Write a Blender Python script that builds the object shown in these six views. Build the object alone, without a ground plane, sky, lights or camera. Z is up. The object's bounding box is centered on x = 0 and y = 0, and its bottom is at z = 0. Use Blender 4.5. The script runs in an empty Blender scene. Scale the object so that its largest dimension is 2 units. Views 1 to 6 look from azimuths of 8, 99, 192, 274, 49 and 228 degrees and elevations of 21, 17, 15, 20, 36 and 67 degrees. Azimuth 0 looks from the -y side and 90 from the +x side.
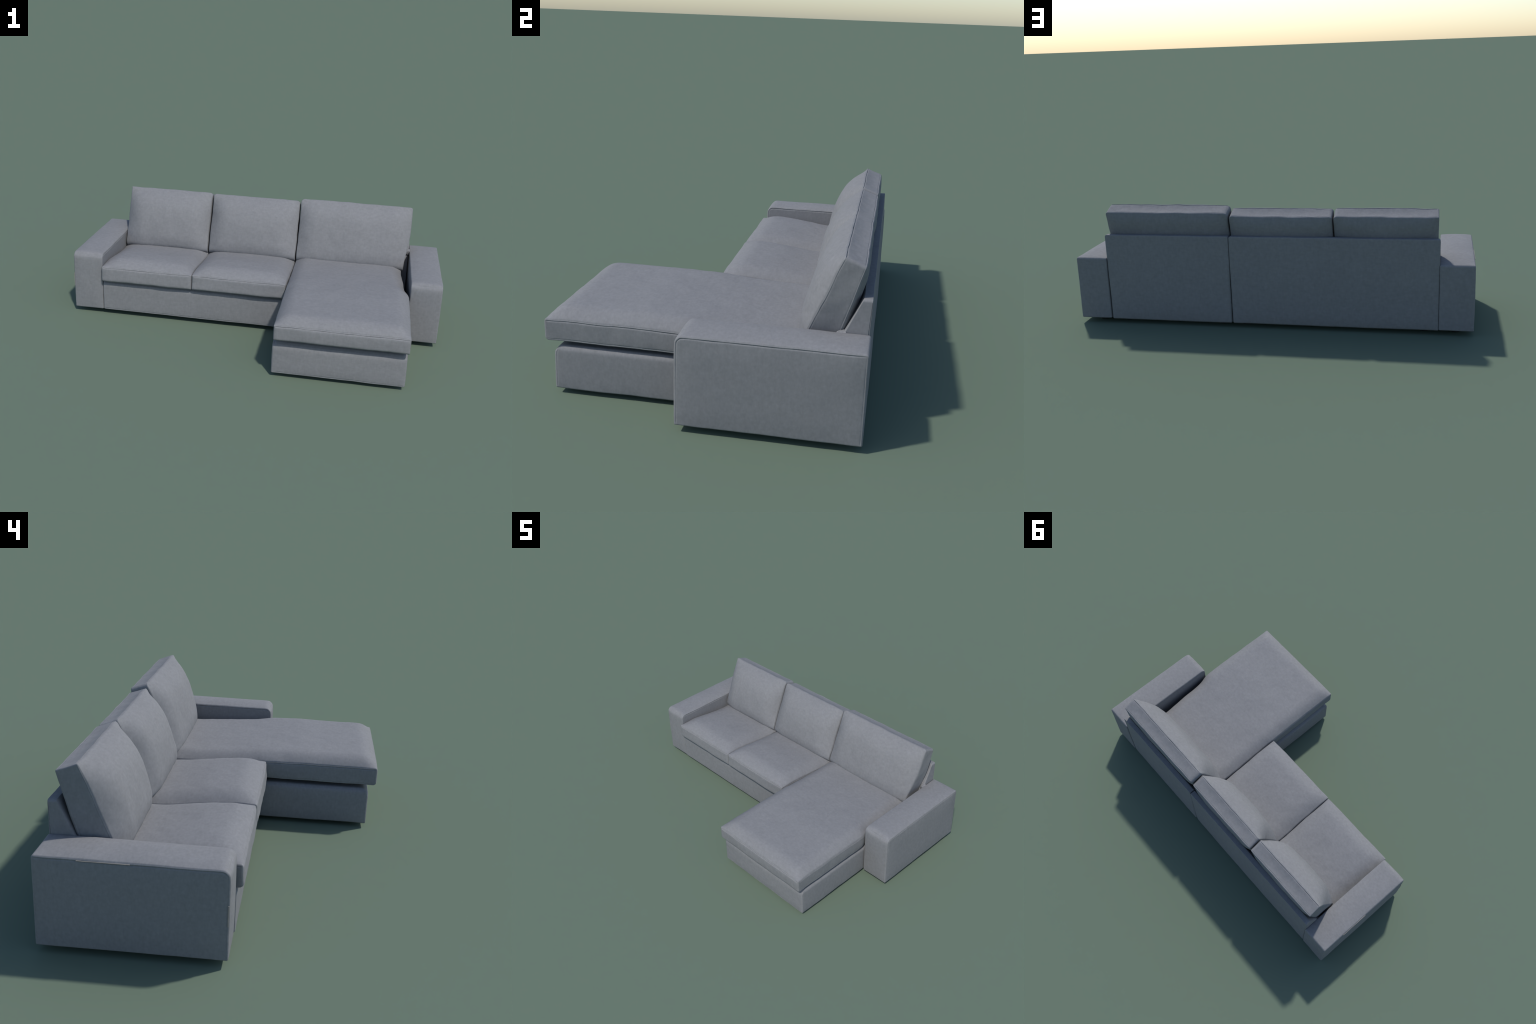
"""Grey fabric corner sofa: two seats, a chaise longue, loose box cushions, low wide armrests."""
import bpy
import math
from mathutils import Vector, noise

SCENE = bpy.context.scene


# ----------------------------------------------------------------------------
# materials
# ----------------------------------------------------------------------------
def fabric_material(name, dark, light, weave=0.10):
    """Melange woven upholstery: soft blotches, fine speckle, thread bump."""
    m = bpy.data.materials.new(name)
    m.use_nodes = True
    nt = m.node_tree
    nt.nodes.clear()
    out = nt.nodes.new("ShaderNodeOutputMaterial")
    bsdf = nt.nodes.new("ShaderNodeBsdfPrincipled")
    tc = nt.nodes.new("ShaderNodeTexCoord")

    def noise_tex(scale, detail, rough, stretch=(1, 1, 1)):
        mp = nt.nodes.new("ShaderNodeMapping")
        mp.inputs["Scale"].default_value = stretch
        n = nt.nodes.new("ShaderNodeTexNoise")
        n.inputs["Scale"].default_value = scale
        n.inputs["Detail"].default_value = detail
        n.inputs["Roughness"].default_value = rough
        nt.links.new(tc.outputs["Object"], mp.inputs["Vector"])
        nt.links.new(mp.outputs["Vector"], n.inputs["Vector"])
        return n.outputs["Fac"]

    def math_node(op, a, b):
        n = nt.nodes.new("ShaderNodeMath")
        n.operation = op
        for i, v in enumerate((a, b)):
            if isinstance(v, (int, float)):
                n.inputs[i].default_value = v
            else:
                nt.links.new(v, n.inputs[i])
        return n.outputs[0]

    blotch = noise_tex(60, 3, 0.6)
    cloud = noise_tex(6, 3, 0.5)
    warp = noise_tex(110, 3, 0.65, (1, 1, 0.35))
    weft = noise_tex(110, 3, 0.65, (0.35, 1, 1))
    thread = math_node("ADD", math_node("MULTIPLY", warp, 0.5), math_node("MULTIPLY", weft, 0.5))
    mix = math_node("ADD", math_node("MULTIPLY", blotch, 0.35), math_node("MULTIPLY", thread, 0.55))
    mix = math_node("ADD", mix, math_node("MULTIPLY", cloud, 0.10))
    ramp = nt.nodes.new("ShaderNodeValToRGB")
    ramp.color_ramp.elements[0].position = 0.36
    ramp.color_ramp.elements[0].color = (*dark, 1)
    ramp.color_ramp.elements[1].position = 0.64
    ramp.color_ramp.elements[1].color = (*light, 1)
    nt.links.new(mix, ramp.inputs["Fac"])
    nt.links.new(ramp.outputs["Color"], bsdf.inputs["Base Color"])
    bsdf.inputs["Roughness"].default_value = 0.9
    bsdf.inputs["Specular IOR Level"].default_value = 0.2

    fine = noise_tex(420, 2, 0.6)
    h = math_node("ADD", math_node("MULTIPLY", fine, 0.6), math_node("MULTIPLY", thread, 0.8))
    bump = nt.nodes.new("ShaderNodeBump")
    bump.inputs["Strength"].default_value = weave
    bump.inputs["Distance"].default_value = 0.004
    nt.links.new(h, bump.inputs["Height"])
    nt.links.new(bump.outputs["Normal"], bsdf.inputs["Normal"])
    nt.links.new(bsdf.outputs["BSDF"], out.inputs["Surface"])
    return m


def plain_material(name, color, rough):
    m = bpy.data.materials.new(name)
    m.use_nodes = True
    nt = m.node_tree
    bsdf = nt.nodes["Principled BSDF"]
    n = nt.nodes.new("ShaderNodeTexNoise")
    n.inputs["Scale"].default_value = 40
    tc = nt.nodes.new("ShaderNodeTexCoord")
    nt.links.new(tc.outputs["Object"], n.inputs["Vector"])
    ramp = nt.nodes.new("ShaderNodeValToRGB")
    ramp.color_ramp.elements[0].color = (*[c * 0.85 for c in color], 1)
    ramp.color_ramp.elements[1].color = (*[min(1, c * 1.15) for c in color], 1)
    nt.links.new(n.outputs["Fac"], ramp.inputs["Fac"])
    nt.links.new(ramp.outputs["Color"], bsdf.inputs["Base Color"])
    bsdf.inputs["Roughness"].default_value = rough
    return m


FABRIC = fabric_material("grey_woven_fabric", (0.182, 0.184, 0.190), (0.225, 0.227, 0.234))
LINING = plain_material("beige_lining", (0.26, 0.235, 0.21), 0.9)
PLASTIC = plain_material("black_plastic", (0.012, 0.012, 0.013), 0.5)


# ----------------------------------------------------------------------------
# upholstered box: rounded edges, crowned panels, seam grooves, warps
# ----------------------------------------------------------------------------
def axis_samples(lo, hi, r, step):
    """Positions along one axis, dense where the edge fillet and the seam sit."""
    ends = [0, 0.12, 0.3, 0.5, 0.7, 0.87, 1.0]
    near = [r * e for e in ends] + [r + d for d in (0.001, 0.002, 0.003, 0.0045, 0.007, 0.011, 0.016)]
    length = hi - lo
    near = [d for d in near if d < length * 0.45]
    inner = length - 2 * near[-1]
    n = max(1, int(round(inner / step)))
    mid = [near[-1] + inner * i / n for i in range(1, n)]
    return [lo + d for d in near] + [lo + d for d in mid] + [hi - d for d in reversed(near)]


def rise(d, reach, power):
    """0 at the edge, 1 from `reach` metres inwards."""
    s = min(max(d / reach, 0.0), 1.0)
    return 1 - (1 - s) ** power


class Crown:
    """Outward bulge of one panel. axis/side pick the panel."""

    def __init__(self, axis, side, puff, reach=0.06, power=2.2, dome=0.0, slack=None):
        self.axis, self.side, self.puff = axis, side, puff
        self.reach, self.power, self.dome = reach, power, dome
        self.slack = slack  # (axis, share lost at the low end of that axis)


class Seam:
    """Groove on panel (axis, side) running beside its edge towards (edge_axis, edge_side)."""

    def __init__(self, axis, side, edge_axis, edge_side, depth=0.004, offset=0.0035, width=0.0018):
        self.axis, self.side = axis, side
        self.edge_axis, self.edge_side = edge_axis, edge_side
        self.depth, self.offset, self.width = depth, offset, width


def ring_seams(axis, side, **kw):
    """Seam all round a box just beside the (axis, side) panel."""
    others = [a for a in range(3) if a != axis]
    return [Seam(a, s, axis, side, **kw) for a in others for s in (-1, 1)]


def soft_box(name, lo, hi, parent, material, radius=0.008, step=0.012, crowns=(), seams=(),
             rounds=(), warps=(), wobble=0.0015, wobble_scale=7.0, seed=0.0):
    ax = [axis_samples(lo[a], hi[a], radius, step) for a in range(3)]
    size = [len(a) for a in ax]
    index, points, grid = {}, [], []

    def vert(i, j, k):
        key = (i, j, k)
        if key not in index:
            index[key] = len(points)
            points.append(Vector((ax[0][i], ax[1][j], ax[2][k])))
            grid.append(key)
        return index[key]

    faces = []
    for a in range(3):
        b, c = (a + 1) % 3, (a + 2) % 3
        for s, fixed in ((-1, 0), (1, size[a] - 1)):
            for p in range(size[b] - 1):
                for q in range(size[c] - 1):
                    quad = []
                    for dp, dq in ((0, 0), (1, 0), (1, 1), (0, 1)):
                        key = [0, 0, 0]
                        key[a], key[b], key[c] = fixed, p + dp, q + dq
                        quad.append(vert(*key))
                    faces.append(quad if s > 0 else quad[::-1])

    shift = Vector((seed * 3.1, seed * 1.7, seed * 2.3))
    final = []
    round_warps = [round_edge(ra, hi[ra] if sa > 0 else lo[ra], sa, rb, hi[rb] if sb > 0 else lo[rb], sb, rr)
                   for ra, sa, rb, sb, rr in rounds]
    for p, key in zip(points, grid):
        # fillet
        c = Vector([min(max(p[a], lo[a] + radius), hi[a] - radius) for a in range(3)])
        d = p - c
        keep_square = set()
        for ra, sa, rb, sb, _ in rounds:
            if d[ra] * sa > 1e-9 and d[rb] * sb > 1e-9:
                keep_square |= {ra, rb}
        norm = sum(d[a] ** 2 for a in range(3) if a not in keep_square)
        if keep_square:
            norm += max(abs(d[a]) for a in keep_square) ** 2
        norm = math.sqrt(norm)
        q = c + d * (radius / norm) if norm > 1e-9 else p.copy()

        for cr in crowns:
            on = key[cr.axis] == (0 if cr.side < 0 else size[cr.axis] - 1)
            if on:
                f = g = 1.0
                for a in range(3):
                    if a == cr.axis:
                        continue
                    e = min(p[a] - lo[a], hi[a] - p[a])
                    f *= rise(e, cr.reach, cr.power)
                    u = 2 * (p[a] - lo[a]) / (hi[a] - lo[a]) - 1
                    g *= 1 - u * u
                amount = cr.puff * f + cr.dome * g
                if cr.slack:
                    a, lost = cr.slack
                    amount *= 1 - lost * smooth(0.75, 0.05, (p[a] - lo[a]) / (hi[a] - lo[a]))
                q[cr.axis] += cr.side * amount

        for sm in seams:
            on = key[sm.axis] == (0 if sm.side < 0 else size[sm.axis] - 1)
            if on:
                e = (hi[sm.edge_axis] - p[sm.edge_axis]) if sm.edge_side > 0 else (p[sm.edge_axis] - lo[sm.edge_axis])
                if e < 0.03:
                    t = (e - radius - sm.offset + 0.002) / sm.width
                    rest = 3 - sm.axis - sm.edge_axis
                    end = min(p[rest] - lo[rest], hi[rest] - p[rest])
                    tight = 0.65 + 0.7 * noise.noise(p * 16 + shift)
                    q[sm.axis] -= sm.side * sm.depth * max(0.15, tight) * math.exp(-t * t) * rise(end - radius, 0.012, 2)

        for w in round_warps:
            q = w(q)
        for w in warps:
            q = w(q)
        if wobble:
            n = noise.noise_vector(q * wobble_scale + shift) + 0.5 * noise.noise_vector(q * wobble_scale * 2.7 + shift)
            q = q + n * wobble
        final.append(q)

    me = bpy.data.meshes.new(name)
    me.from_pydata([tuple(v) for v in final], [], faces)
    me.update()
    for poly in me.polygons:
        poly.use_smooth = True
    me.materials.append(material)
    ob = bpy.data.objects.new(name, me)
    SCENE.collection.objects.link(ob)
    ob.parent = parent
    return ob


# ---- warps -------------------------------------------------------------------
def round_edge(axis_a, edge_a, side_a, axis_b, edge_b, side_b, r):
    """Large fillet along the box edge where panels (a) and (b) meet."""
    ca, cb = edge_a - side_a * r, edge_b - side_b * r

    def w(p):
        da, db = (p[axis_a] - ca) * side_a, (p[axis_b] - cb) * side_b
        if da > 0 and db > 0:
            k = max(da, db) / math.hypot(da, db)
            p = p.copy()
            p[axis_a] = ca + side_a * da * k
            p[axis_b] = cb + side_b * db * k
        return p
    return w


def lean_section(y0, y1, z0, z1, front_bottom, front_top, back_bottom, back_top):
    """Map the upright y-z rectangle of a back cushion onto a leaning quadrilateral."""
    def w(p):
        s = (p.y - y0) / (y1 - y0)
        t = (p.z - z0) / (z1 - z0)
        y = (1 - t) * ((1 - s) * front_bottom[0] + s * back_bottom[0]) + t * ((1 - s) * front_top[0] + s * back_top[0])
        z = (1 - t) * ((1 - s) * front_bottom[1] + s * back_bottom[1]) + t * ((1 - s) * front_top[1] + s * back_top[1])
        return Vector((p.x, y, z))
    return w


def smooth(a, b, x):
    t = min(max((x - a) / (b - a), 0.0), 1.0)
    return t * t * (3 - 2 * t)


# ----------------------------------------------------------------------------
# the sofa
# ----------------------------------------------------------------------------
sofa = bpy.data.objects.new("corner_sofa", None)
SCENE.collection.objects.link(sofa)
sofa["label"] = "grey fabric corner sofa with chaise longue and loose box cushions"
sofa["category"] = "sofa"

X, Y, Z = 0, 1, 2

# armrests -----------------------------------------------------------------
for side, y_front, seed in ((-1, -0.052, 1.0), (1, -0.050, 2.0)):
    x_out, x_in = side * 0.995, side * 0.832
    lo, hi = (min(x_out, x_in), y_front, 0.024), (max(x_out, x_in), 0.576, 0.347)
    arm_seams = [Seam(X, s, Z, 1, depth=0.0035) for s in (-1, 1)] + \
                [Seam(X, s, Y, t, depth=0.0015) for s in (-1, 1) for t in (-1, 1)]
    soft_box("armrest", lo, hi, sofa, FABRIC, radius=0.006, seams=arm_seams,
             crowns=[Crown(X, side, 0.003, 0.08, 2, 0.003), Crown(Z, 1, 0.004, 0.05, 2, 0.006),
                     Crown(Y, -1, 0.002, 0.05, 2, 0.003), Crown(Y, 1, 0.0, 0.05, 2, 0.002)],
             rounds=[(Y, -1, Z, 1, 0.030), (Y, 1, Z, 1, 0.010)],
             wobble=0.0012, seed=seed)

# bases ------------------------------------------------------------------
soft_box("seat_base", (-0.830, -0.055, 0.025), (0.188, 0.470, 0.192), sofa, FABRIC, radius=0.006,
         crowns=[Crown(Y, -1, 0.002, 0.04, 2, 0.002)], seams=[Seam(Y, -1, Z, -1, depth=0.002)],
         rounds=[(Y, -1, Z, 1, 0.020)], wobble=0.0012, seed=3.0)
soft_box("chaise_base", (0.184, -0.542, 0.017), (0.822, 0.470, 0.185), sofa, FABRIC, radius=0.007,
         crowns=[Crown(Y, -1, 0.003, 0.05, 2, 0.003), Crown(X, -1, 0.003, 0.05, 2, 0.003),
                 Crown(X, 1, 0.002, 0.05, 2, 0.001)],
         seams=[Seam(Y, -1, Z, -1, depth=0.0015), Seam(X, 1, Y, -1, depth=0.001)],
         rounds=[(Y, -1, Z, 1, 0.034), (X, -1, Z, 1, 0.022), (X, 1, Z, 1, 0.020)],
         wobble=0.0015, seed=4.0)

# backrest frames: upright back, sloping front ------------------------------
for x0, x1, bulge, seed in ((-0.834, 0.184, 0.005, 5.0), (0.186, 0.830, 0.003, 6.0)):
    slope = lean_section(0.40, 0.572, 0.018, 0.466, (0.330, 0.018), (0.541, 0.468), (0.572, 0.018), (0.572, 0.468))
    soft_box("backrest", (x0, 0.40, 0.018), (x1, 0.572, 0.466), sofa, FABRIC, radius=0.010,
             seams=[Seam(X, s, Y, 1, depth=0.003) for s in (-1, 1)],
             crowns=[Crown(Y, 1, 0.004, 0.06, 2, bulge)],
             warps=[slope], wobble=0.0012, seed=seed)

# seat cushions --------------------------------------------------------------
SEAM_RING = ring_seams(Z, 1) + ring_seams(Z, -1, depth=0.002)


def sink_rear(y_from, y_to, z_low, z_high, depth):
    """The top of a seat cushion falls away towards the backrest."""
    def w(p):
        p = p.copy()
        p.z -= depth * smooth(y_from, y_to, p.y) * smooth(z_low, z_high, p.z)
        return p
    return w


def belly_front(y0, z_mid, amount):
    """The boxing of a seat cushion hangs forward a little in its lower half."""
    def w(p):
        p = p.copy()
        p.y -= amount * math.exp(-((p.z - z_mid) / 0.03) ** 2) * smooth(y0 + 0.06, y0, p.y)
        return p
    return w


def seat_cushion(name, x0, x1, y0, y1, z0, z1, puff, seed, extra_warps=(), dome=0.008, reach=0.09):
    return soft_box(name, (x0, y0, z0), (x1, y1, z1), sofa, FABRIC, radius=0.005, step=0.010,
                    crowns=[Crown(Z, 1, puff, reach, 2.2, dome), Crown(Z, -1, 0.0, 0.06, 2, -0.004),
                            Crown(Y, -1, 0.004, 0.018, 2, 0.003),
                            Crown(X, -1, 0.001, 0.04, 2, 0.001), Crown(X, 1, 0.001, 0.04, 2, 0.001)],
                    seams=SEAM_RING, rounds=[(Y, -1, Z, -1, 0.012)], warps=list(extra_warps), wobble=0.0022, wobble_scale=9.0, seed=seed)


seat_cushion("seat_cushion", -0.829, -0.328, -0.072, 0.440, 0.199, 0.286, 0.028, 7.0,
             [sink_rear(-0.02, 0.34, 0.21, 0.30, 0.032), belly_front(-0.072, 0.212, 0.004)], dome=0.012)
seat_cushion("seat_cushion", -0.324, 0.184, -0.074, 0.440, 0.202, 0.288, 0.028, 8.0,
             [sink_rear(-0.02, 0.34, 0.21, 0.30, 0.032), belly_front(-0.074, 0.212, 0.005)], dome=0.012)


def chaise_taper(p):
    """The long cushion draws in from the armrest towards its rear corner."""
    p = p.copy()
    k = 0.020 * smooth(-0.07, 0.03, p.y) + 0.014 * smooth(0.0, 0.32, p.y)
    p.x -= k * smooth(0.55, 0.83, p.x)
    return p


seat_cushion("chaise_cushion", 0.190, 0.826, -0.571, 0.440, 0.204, 0.286, 0.036, 9.0,
             [chaise_taper, sink_rear(-0.25, 0.36, 0.21, 0.32, 0.027)], dome=0.004, reach=0.076)


# back cushions -----------------------------------------------------------------
def back_cushion(x0, x1, top, puff, dome, corner_left, corner_right, seed, lower_inset=(0.0, 0.0)):
    y0, y1, z0, z1 = 0.40, 0.49, 0.25, 0.62
    lean = lean_section(y0, y1, z0, z1, (0.328, 0.258), (0.470, top), (0.448, 0.245), (0.545, top - 0.029))

    def draw_in(p):
        t = 1 - smooth(0.25, 0.50, p.z)
        s = (p.x - x0) / (x1 - x0)
        p = p.copy()
        p.x += t * (lower_inset[0] * smooth(0.35, 0, s) - lower_inset[1] * smooth(0.65, 1, s))
        return p

    return soft_box("back_cushion", (x0, y0, z0), (x1, y1, z1), sofa, FABRIC, radius=0.005, step=0.010,
                    crowns=[Crown(Y, -1, puff, 0.11, 2.2, dome, slack=(Z, 0.42)), Crown(Y, 1, 0.018, 0.07, 2.2, 0.008),
                            Crown(Z, 1, -0.001, 0.05, 2, -0.004), Crown(X, -1, 0.0, 0.05, 2, -0.001),
                            Crown(X, 1, 0.0, 0.05, 2, -0.001)],
                    seams=[Seam(Z, 1, Y, -1, depth=0.0035), Seam(Z, 1, Y, 1, depth=0.002)] +
                          [Seam(X, s, Y, t, depth=0.0010) for s in (-1, 1) for t in (-1, 1)],
                    rounds=[(X, -1, Z, 1, corner_left), (X, 1, Z, 1, corner_right), (Y, -1, Z, -1, 0.045)],
                    warps=[draw_in, lean], wobble=0.0025, wobble_scale=9.0, seed=seed)


back_cushion(-0.824, -0.331, 0.596, 0.046, 0.028, 0.006, 0.020, 11.0)
back_cushion(-0.325, 0.186, 0.593, 0.045, 0.024, 0.018, 0.020, 12.0)
back_cushion(0.191, 0.828, 0.608, 0.039, 0.016, 0.024, 0.014, 13.0, (0.0, 0.028))


# feet -----------------------------------------------------------------------
def foot_mesh():
    me = bpy.data.meshes.new("foot")
    n, verts, faces = 20, [], []
    for r, z in ((0.024, 0.0), (0.026, 0.004), (0.026, 0.03)):
        for i in range(n):
            a = 2 * math.pi * i / n
            verts.append((r * math.cos(a), r * math.sin(a), z))
    for k in range(2):
        for i in range(n):
            j = (i + 1) % n
            faces.append((k * n + i, k * n + j, (k + 1) * n + j, (k + 1) * n + i))
    faces.append(tuple(reversed(range(n))))
    faces.append(tuple(range(2 * n, 3 * n)))
    me.from_pydata(verts, [], faces)
    me.update()
    me.materials.append(PLASTIC)
    return me


FOOT = foot_mesh()
for x, y in ((-0.91, 0.02), (-0.91, 0.50), (0.90, 0.02), (0.90, 0.50), (-0.76, 0.50), (-0.76, 0.03), (0.13, 0.03),
             (0.13, 0.50), (0.25, 0.50), (0.76, 0.50), (0.26, -0.47), (0.76, -0.47)):
    foot = bpy.data.objects.new("foot", FOOT)
    SCENE.collection.objects.link(foot)
    foot.parent = sofa
    foot.location = (x, y, 0)


# small bits that peep out of the seams: pale lining strips on one armrest, a fabric tuft behind a cushion
soft_box("lining_strip", (-0.9978, 0.262, 0.3400), (-0.990, 0.432, 0.3430), sofa, LINING, radius=0.001, wobble=0.0006)
soft_box("lining_strip", (-0.9965, -0.0500, 0.150), (-0.990, -0.0460, 0.226), sofa, LINING, radius=0.001, wobble=0.0006)
soft_box("fabric_tuft", (0.812, 0.462, 0.325), (0.838, 0.492, 0.3490), sofa, FABRIC, radius=0.006, step=0.004,
         wobble=0.004, wobble_scale=45.0, seed=21.0)
